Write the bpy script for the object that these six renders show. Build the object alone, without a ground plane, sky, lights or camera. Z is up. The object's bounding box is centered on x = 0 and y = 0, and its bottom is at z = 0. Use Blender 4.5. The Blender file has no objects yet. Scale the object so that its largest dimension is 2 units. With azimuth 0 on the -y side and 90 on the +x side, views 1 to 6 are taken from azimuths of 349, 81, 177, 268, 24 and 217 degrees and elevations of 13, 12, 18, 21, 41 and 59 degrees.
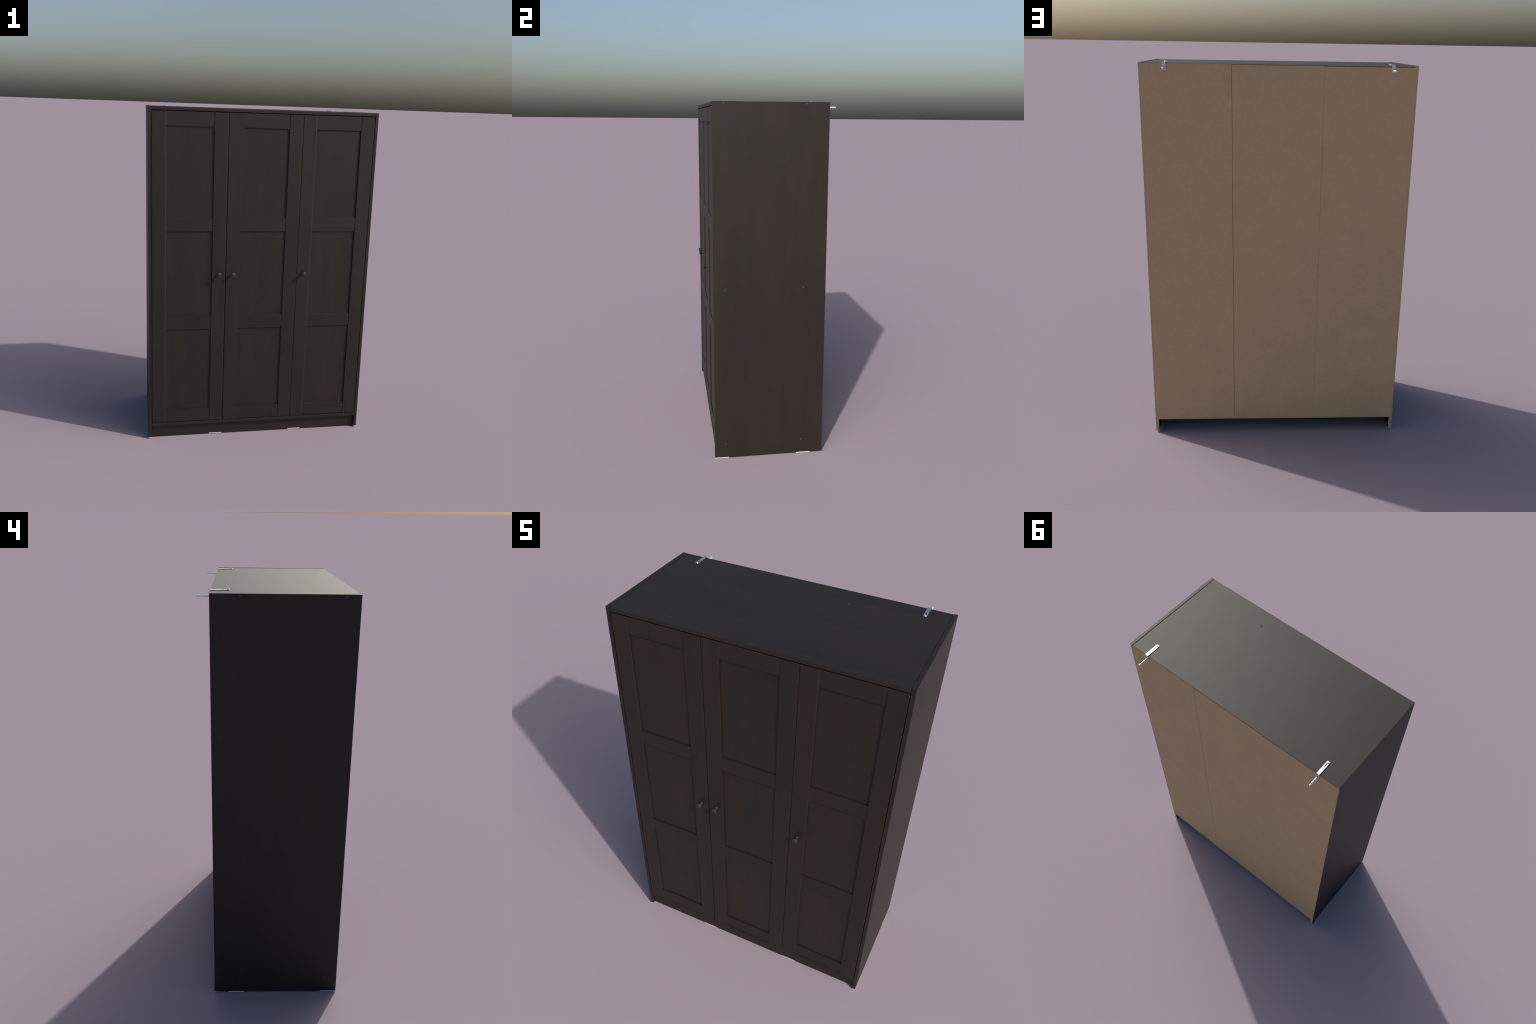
# Three-door dark wardrobe: carcass boards, framed doors, knobs, wall brackets.
import bpy, bmesh, math
from mathutils import Vector, Matrix

# ------------------------------------------------------------------ sizes (m)
X_OUT, X_IN = 0.6658, 0.6480          # side boards: outer / inner face
Y_FRONT, Y_BACK = -0.3280, 0.2950     # side boards: front / back edge
Z_FOOT, Z_SIDE = 0.0045, 1.9950       # underside / top of the side boards
TOP_Z0, TOP_Z1 = 1.9752, 1.9933       # top board
BOT_Z0, BOT_Z1 = 0.0776, 0.0984       # bottom board
DOOR_Z0, DOOR_Z1 = 0.1016, 1.9709
Y_STILE = -0.3278                     # front of door stiles
Y_RAIL = -0.3260                      # rails sit 2 mm back
Y_PANEL = -0.3206                     # recessed fields
RAILS = [(DOOR_Z0, 0.1828), (0.6972, 0.7786), (1.2942, 1.3746), (1.8903, DOOR_Z1)]
STILE_W = 0.0800


# ------------------------------------------------------------------ materials
def new_mat(name):
    m = bpy.data.materials.new(name)
    m.use_nodes = True
    nt = m.node_tree
    for n in list(nt.nodes):
        nt.nodes.remove(n)
    out = nt.nodes.new("ShaderNodeOutputMaterial")
    bsdf = nt.nodes.new("ShaderNodeBsdfPrincipled")
    nt.links.new(bsdf.outputs[0], out.inputs[0])
    return m, nt, bsdf


def mix_color(nt, fac, a, b, blend="MIX"):
    n = nt.nodes.new("ShaderNodeMix")
    n.data_type = "RGBA"
    n.blend_type = blend
    for sock, v in ((n.inputs[0], fac), (n.inputs[6], a), (n.inputs[7], b)):
        if hasattr(v, "links"):
            nt.links.new(v, sock)
        elif isinstance(v, (int, float)):
            sock.default_value = v
        else:
            sock.default_value = (*v, 1)
    return n.outputs[2]


def noise(nt, vec, scale, detail=3.0, rough=0.55):
    n = nt.nodes.new("ShaderNodeTexNoise")
    n.inputs["Scale"].default_value = scale
    n.inputs["Detail"].default_value = detail
    n.inputs["Roughness"].default_value = rough
    nt.links.new(vec, n.inputs["Vector"])
    return n.outputs["Fac"]


def ramp(nt, fac, lo, hi):
    n = nt.nodes.new("ShaderNodeMapRange")
    n.inputs[1].default_value, n.inputs[2].default_value = lo, hi
    nt.links.new(fac, n.inputs[0])
    return n.outputs[0]


def scaled_coords(nt, scale):
    tc = nt.nodes.new("ShaderNodeTexCoord")
    mp = nt.nodes.new("ShaderNodeMapping")
    mp.inputs["Scale"].default_value = scale
    nt.links.new(tc.outputs["Object"], mp.inputs["Vector"])
    return mp.outputs["Vector"]


def bump(nt, bsdf, height, strength, dist):
    n = nt.nodes.new("ShaderNodeBump")
    n.inputs["Strength"].default_value = strength
    n.inputs["Distance"].default_value = dist
    nt.links.new(height, n.inputs["Height"])
    nt.links.new(n.outputs[0], bsdf.inputs["Normal"])


WOOD_MID = (0.0106, 0.0061, 0.0032)


def wood_material(name, axis, rough, spec):
    """Black-brown stain; grain runs along `axis`."""
    m, nt, bsdf = new_mat(name)
    s = [1.0, 1.0, 1.0]
    s["xyz".index(axis)] = 0.11
    grain = scaled_coords(nt, s)
    broad = noise(nt, grain, 13.0, 3.0)
    fine = noise(nt, grain, 90.0, 4.0, 0.65)
    dark = tuple(c * k for c, k in zip(WOOD_MID, (0.66, 0.72, 0.80)))
    lite = tuple(c * k for c, k in zip(WOOD_MID, (1.36, 1.28, 1.20)))
    c1 = mix_color(nt, ramp(nt, broad, 0.36, 0.64), dark, lite)
    c2 = mix_color(nt, ramp(nt, fine, 0.30, 0.75), tuple(c * .90 for c in WOOD_MID),
                   tuple(c * 1.10 for c in WOOD_MID))
    nt.links.new(mix_color(nt, 0.35, c1, c2), bsdf.inputs["Base Color"])
    rr = nt.nodes.new("ShaderNodeMapRange")
    rr.inputs[3].default_value, rr.inputs[4].default_value = rough - .02, rough + .02
    nt.links.new(fine, rr.inputs[0])
    nt.links.new(rr.outputs[0], bsdf.inputs["Roughness"])
    bsdf.inputs["Specular IOR Level"].default_value = spec
    bump(nt, bsdf, fine, 0.05, 0.001)
    return m


def board_material(name, mid):
    """Raw brown hardboard, faintly mottled."""
    m, nt, bsdf = new_mat(name)
    vec = scaled_coords(nt, (1, 1, 1))
    a = noise(nt, vec, 9.0, 3.0)
    b = noise(nt, vec, 60.0, 3.0, 0.6)
    c1 = mix_color(nt, ramp(nt, a, 0.35, 0.65), tuple(c * .95 for c in mid), tuple(c * 1.05 for c in mid))
    c2 = mix_color(nt, ramp(nt, b, 0.35, 0.65), tuple(c * .94 for c in mid), tuple(c * 1.06 for c in mid))
    nt.links.new(mix_color(nt, 0.45, c1, c2), bsdf.inputs["Base Color"])
    bsdf.inputs["Roughness"].default_value = 0.75
    bsdf.inputs["Specular IOR Level"].default_value = 0.25
    return m


def plain_material(name, col, rough, metal=0.0, spec=0.5, vary=0.06, scale=40.0):
    m, nt, bsdf = new_mat(name)
    n = noise(nt, scaled_coords(nt, (1, 1, 1)), scale, 2.0)
    nt.links.new(mix_color(nt, n, tuple(c * (1 - vary) for c in col), tuple(c * (1 + vary) for c in col)),
                 bsdf.inputs["Base Color"])
    bsdf.inputs["Roughness"].default_value = rough
    bsdf.inputs["Metallic"].default_value = metal
    bsdf.inputs["Specular IOR Level"].default_value = spec
    return m


WOOD_V = wood_material("stained_wood_vertical_grain", "z", 0.58, 0.485)
WOOD_H = wood_material("stained_wood_horizontal_grain", "x", 0.58, 0.485)
HARDBOARD = board_material("brown_hardboard", (0.555, 0.375, 0.208))
RAW_EDGE = board_material("raw_board_edge", (0.490, 0.360, 0.205))
STEEL = plain_material("zinc_plated_steel", (0.64, 0.62, 0.63), 0.42, metal=1.0)
BOLT = plain_material("steel_whitened_for_sun_glint", (0.92, 0.92, 0.93), 0.35, metal=0.4)  # base colour lightened and metallic lowered so the sun highlight reads white
KNOB = plain_material("grey_painted_knob", (0.022, 0.020, 0.0195), 0.62)
PLASTIC = plain_material("white_plastic", (0.64, 0.62, 0.69), 0.5)
CAP_LIGHT = plain_material("grey_brown_cap", (0.075, 0.060, 0.056), 0.5)
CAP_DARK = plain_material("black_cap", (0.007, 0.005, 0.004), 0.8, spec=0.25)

# ------------------------------------------------------------------ helpers
COL = bpy.context.scene.collection


def link(obj, parent=None):
    COL.objects.link(obj)
    if parent is not None:
        obj.parent = parent
    return obj


def mesh_from_bm(name, bm, mats, smooth=None):
    bmesh.ops.recalc_face_normals(bm, faces=bm.faces)
    me = bpy.data.meshes.new(name)
    bm.to_mesh(me)
    bm.free()
    for m in (mats if isinstance(mats, (list, tuple)) else [mats]):
        me.materials.append(m)
    if smooth is not None:
        for p in me.polygons:
            p.use_smooth = True
        me.set_sharp_from_angle(angle=math.radians(smooth))
    return me


def box_bm(x0, x1, y0, y1, z0, z1, bev=0.0, seg=2):
    bm = bmesh.new()
    bmesh.ops.create_cube(bm, size=1.0)
    bmesh.ops.scale(bm, vec=(x1 - x0, y1 - y0, z1 - z0), verts=bm.verts)
    bmesh.ops.translate(bm, vec=((x0 + x1) / 2, (y0 + y1) / 2, (z0 + z1) / 2), verts=bm.verts)
    if bev:
        bmesh.ops.bevel(bm, geom=list(bm.edges), offset=bev, segments=seg, profile=0.5, affect="EDGES")
    return bm


def board(name, parent, x0, x1, y0, y1, z0, z1, mats, bev=0.0008, raw_back=False):
    bm = box_bm(x0, x1, y0, y1, z0, z1, bev)
    if raw_back:                       # uncoated edge facing the wall
        bm.normal_update()
        for f in bm.faces:
            if f.normal.y > 0.9:
                f.material_index = 1
    return link(bpy.data.objects.new(name, mesh_from_bm(name, bm, mats)), parent)


def prism(name, parent, section, z0, z1, mat):
    """Extrude a closed (x, y) section along z."""
    bm = bmesh.new()
    lo = [bm.verts.new((x, y, z0)) for x, y in section]
    hi = [bm.verts.new((x, y, z1)) for x, y in section]
    n = len(section)
    for i in range(n):
        j = (i + 1) % n
        bm.faces.new((lo[i], lo[j], hi[j], hi[i]))
    bm.faces.new(lo)
    bm.faces.new(hi)
    return link(bpy.data.objects.new(name, mesh_from_bm(name, bm, mat)), parent)


def round_over(w, d, n=8):
    """Offsets (inset from the edge, drop from the front face) of an eased edge."""
    return [(w * (1 - math.sin(t)), d * (1 - math.cos(t))) for t in
            (math.pi / 2 * i / n for i in range(n + 1))]


def stile_section(x0, x1, left, right):
    """Stile seen from above; left / right = (width, depth) of the eased front edge."""
    yb = Y_PANEL + 0.010
    pts = [(x0, yb)]
    pts += [(x0 + a, Y_STILE + b) for a, b in reversed(round_over(*left))]
    pts += [(x1 - a, Y_STILE + b) for a, b in round_over(*right)]
    return pts + [(x1, yb)]


def lathe(name, profile, mat, n=32, smooth=40):
    """Spin (radius, height) about z."""
    bm = bmesh.new()
    rings = []
    for r, h in profile:
        if r < 1e-6:
            rings.append([bm.verts.new((0, 0, h))])
        else:
            rings.append([bm.verts.new((r * math.cos(2 * math.pi * k / n), r * math.sin(2 * math.pi * k / n), h))
                          for k in range(n)])
    for a, b in zip(rings, rings[1:]):
        for k in range(n):
            j = (k + 1) % n
            if len(a) == 1:
                bm.faces.new((a[0], b[j], b[k]))
            elif len(b) == 1:
                bm.faces.new((a[k], a[j], b[0]))
            else:
                bm.faces.new((a[k], a[j], b[j], b[k]))
    return mesh_from_bm(name, bm, mat, smooth)


def place(name, mesh, parent, loc, rot=(0, 0, 0)):
    o = bpy.data.objects.new(name, mesh)
    o.location = loc
    o.rotation_euler = rot
    return link(o, parent)


# ------------------------------------------------------------------ thing
wardrobe = link(bpy.data.objects.new("wardrobe", None))
wardrobe["label"] = "tall black-brown wooden wardrobe with three panelled doors"
wardrobe["category"] = "wardrobe"

# carcass
for sx in (-1, 1):
    a, b = sorted((sx * X_OUT, sx * X_IN))
    board("side_panel", wardrobe, a, b, Y_FRONT, Y_BACK, Z_FOOT, Z_SIDE, [WOOD_V, RAW_EDGE], 0.0012, True)
rebate = [(Y_FRONT + .0004, TOP_Z0), (0.2870, TOP_Z0), (0.2870, 1.9903), (Y_BACK - .0008, 1.9903),
          (Y_BACK - .0008, TOP_Z1), (Y_FRONT + .0004, TOP_Z1)]      # (y, z): groove along the back takes the hardboard
bm = bmesh.new()
ends = [[bm.verts.new((x, y, z)) for y, z in rebate] for x in (-X_IN + .0006, X_IN - .0012)]
for f in (ends[0], ends[1]):
    bm.faces.new(f)
for i in range(len(rebate)):
    j = (i + 1) % len(rebate)
    bm.faces.new((ends[0][i], ends[0][j], ends[1][j], ends[1][i]))
outer = [e for e in bm.edges if all(v.co.z > 1.9925 for v in e.verts) or all(v.co.y < -0.32 for v in e.verts)]
bmesh.ops.bevel(bm, geom=outer, offset=0.0008, segments=2, profile=0.5, affect="EDGES")
bmesh.ops.recalc_face_normals(bm, faces=bm.faces)
bm.normal_update()
for f in bm.faces:
    f.material_index = int(f.normal.y > 0.9)
link(bpy.data.objects.new("top_panel", mesh_from_bm("top_panel", bm, [WOOD_H, RAW_EDGE])), wardrobe)
board("bottom_panel", wardrobe, -X_IN + .0006, X_IN - .0006, Y_FRONT + .0004, Y_BACK - .0008, BOT_Z0, BOT_Z1,
      [WOOD_H, RAW_EDGE], 0.0010, True)
board("plinth", wardrobe, -X_IN + .0006, X_IN - .0006, -0.3100, -0.2940, Z_FOOT - .002, BOT_Z0 - .0004, WOOD_H)
board("partition", wardrobe, 0.2195, 0.2355, -0.3050, 0.2890, BOT_Z1 + .0004, TOP_Z0 - .0004, WOOD_V)
board("shelf", wardrobe, 0.2361, X_IN - .0006, -0.2950, 0.2860, 0.9880, 1.0050, WOOD_H)

# hardboard back in three leaves; the outer leaves lap the side boards
BACK_Z0 = 0.0857
for x0, x1, z1 in ((-0.6572, -0.2164, 1.9866), (-0.2160, 0.2263, 1.9886), (0.2277, 0.6572, 1.9900)):
    board("back_panel", wardrobe, x0, x1, 0.2900, 0.2953, BACK_Z0, z1, HARDBOARD, 0.0006)

# ------------------------------------------------------------------ doors
knob_mesh = lathe("knob", [(0, -.002), (.0076, -.002), (.0076, .0005), (.0070, .0015), (.0060, .006), (.0060, .010),
                           (.0076, .015), (.0106, .0192), (.0138, .0228), (.0148, .0252), (.0143, .0277),
                           (.0115, .0294), (.0060, .0303), (0, .0305)], KNOB, 36, 50)

S, W = (0.0014, 0.0014), (0.0085, 0.0032)      # plain and wide eased edges
DOORS = [  # x0, x1, edges: left stile (outer, inner), right stile (inner, outer), knob x
    (-0.6448, -0.2157, (S, W), (S, (0.0065, 0.0030)), -0.2557),
    (-0.2130, 0.2172, (S, S), (S, S), -0.1725),
    (0.2188, 0.6452, (S, W), (S, S), 0.2568),
]
for x0, x1, le, ri, kx in DOORS:
    core = board("door", wardrobe, x0 + .002, x1 - .002, Y_PANEL + .007, Y_PANEL + .0125, DOOR_Z0 + .002,
                 DOOR_Z1 - .002, WOOD_V)
    xl, xr = x0 + STILE_W, x1 - STILE_W
    prism("stile", core, stile_section(x0, xl, *le), DOOR_Z0, DOOR_Z1, WOOD_V)
    prism("stile", core, stile_section(xr, x1, *ri), DOOR_Z0, DOOR_Z1, WOOD_V)
    for z0, z1 in RAILS:
        board("rail", core, xl - .004, xr + .004, Y_RAIL, Y_PANEL + .0090, z0, z1, WOOD_H, 0.0010)
    for (_, z0), (z1, _) in zip(RAILS, RAILS[1:]):
        board("door_panel", core, xl - .006, xr + .006, Y_PANEL, Y_PANEL + .0075, z0 - .006, z1 + .006, WOOD_V)
    place("knob", knob_mesh, core, (kx, Y_STILE, 1.0370), (math.pi / 2, 0, 0))

# ------------------------------------------------------------------ wall brackets
def apply_bool(obj, cutters):
    for c in cutters:
        m = obj.modifiers.new("cut", "BOOLEAN")
        m.operation, m.object, m.solver = "DIFFERENCE", c, "EXACT"
    dg = bpy.context.evaluated_depsgraph_get()
    me = bpy.data.meshes.new_from_object(obj.evaluated_get(dg))
    obj.modifiers.clear()
    obj.data = me
    for c in cutters:
        bpy.data.objects.remove(c, do_unlink=True)


def strap_mesh():
    """L-shaped strip, local origin on the back top edge of the wardrobe; x = width."""
    w, t = 0.0083, 0.0022
    inner = [(-0.0830, 0.0016), (-0.0300, 0.0014), (0.0004, 0.0020), (0.0004, -0.0330)]
    outer = [(-0.0830, 0.0016 + t), (-0.0300, 0.0014 + t), (0.0002, 0.0020 + t), (0.0018, 0.0018 + t),
             (0.0028, 0.0006 + t), (0.0030, -0.0010), (0.0030, -0.0330)]
    loop = inner + outer[::-1]
    bm = bmesh.new()
    a = [bm.verts.new((-w, y, z)) for y, z in loop]
    b = [bm.verts.new((w, y, z)) for y, z in loop]
    n = len(loop)
    for i in range(n):
        j = (i + 1) % n
        bm.faces.new((a[i], a[j], b[j], b[i]))
    bm.faces.new(a)
    bm.faces.new(b)
    # clip the free corners
    tips = [e for e in bm.edges if abs(e.verts[0].co.x - e.verts[1].co.x) < 1e-6 and
            all(v.co.y < -0.08 or v.co.z < -0.03 for v in e.verts)]
    bmesh.ops.bevel(bm, geom=tips, offset=0.0030, segments=3, profile=0.5, affect="EDGES")
    o = link(bpy.data.objects.new("strap_body", mesh_from_bm("strap", bm, STEEL)))

    def cutter(x, y, z0, z1):
        return link(bpy.data.objects.new("cutter", mesh_from_bm("cutter", box_bm(-x, x, *y, z0, z1, 0.0012), STEEL)))
    cuts = [cutter(0.0023, (-0.0700, -0.0470), -0.01, 0.02), cutter(0.0026, (-0.01, 0.02), -0.0190, -0.0130)]
    apply_bool(o, cuts)
    me = o.data
    bpy.data.objects.remove(o, do_unlink=True)
    return me


strap = strap_mesh()
bolt = lathe("wall_bolt", [(0, -.004), (.0044, -.004), (.0044, .0603), (.0036, .0613), (0, .0615)], BOLT, 20, 40)
nut = lathe("bolt_collar", [(0, -.001), (.0060, -.001), (.0060, .0022), (.0050, .0032), (0, .0032)], STEEL, 20, 40)
screw = lathe("bracket_screw", [(0, -.006), (.0022, -.006), (.0022, .0000), (.0062, .0004), (.0062, .0026),
                                (.0052, .0036), (.0030, .0037), (.0024, .0022), (0, .0022)], STEEL, 24, 35)
for sx in (-1, 1):
    br = place("wall_bracket", strap, wardrobe, (sx * 0.5445, Y_BACK, TOP_Z1))
    place("wall_bolt", bolt, br, (0, 0.0005, -0.0229), (-math.pi / 2, 0, 0))
    place("bolt_collar", nut, br, (0, 0.0030, -0.0229), (-math.pi / 2, 0, 0))
    place("bracket_screw", screw, br, (0, -0.0765, 0.0027), (0, 0, 0.4 * sx))

# ------------------------------------------------------------------ foot pads
side_pad = mesh_from_bm("foot_pad", box_bm(-.0078, .0078, -.0398, .0398, 0, Z_FOOT + .0002, .0004, 1), PLASTIC)
plinth_pad = mesh_from_bm("foot_pad", box_bm(-.0402, .0402, -.0078, .0078, 0, Z_FOOT + .0002, .0004, 1), PLASTIC)
for sx in (-1, 1):
    for y in (-0.2880, 0.1842):
        place("foot_pad", side_pad, wardrobe, (sx * (X_OUT - .0081), y, 0))
for x in (-0.2550, 0.2525):
    place("foot_pad", plinth_pad, wardrobe, (x, -0.3026, 0))

# ------------------------------------------------------------------ fixing caps
cap_profile = [(0, -.003), (.0034, -.003), (.0034, .0002), (.0030, .0005), (.0017, .0005), (.0013, .0002), (0, .0002)]
cap_light = lathe("screw_cap", cap_profile, CAP_LIGHT, 18, 40)
cap_dark = lathe("screw_cap", cap_profile, CAP_DARK, 18, 40)
for sx in (-1, 1):
    for y in (-0.2668, 0.1697):
        for z in (1.9855, 0.9962, 0.0866) if sx > 0 else (1.9852, 0.0866):
            place("screw_cap", cap_light, wardrobe, (sx * X_OUT, y, z), (0, sx * math.pi / 2, 0))
place("screw_cap", cap_dark, wardrobe, (0.2276, -0.2302, TOP_Z1))
place("screw_cap", cap_light, wardrobe, (0.2276, 0.1703, TOP_Z1))
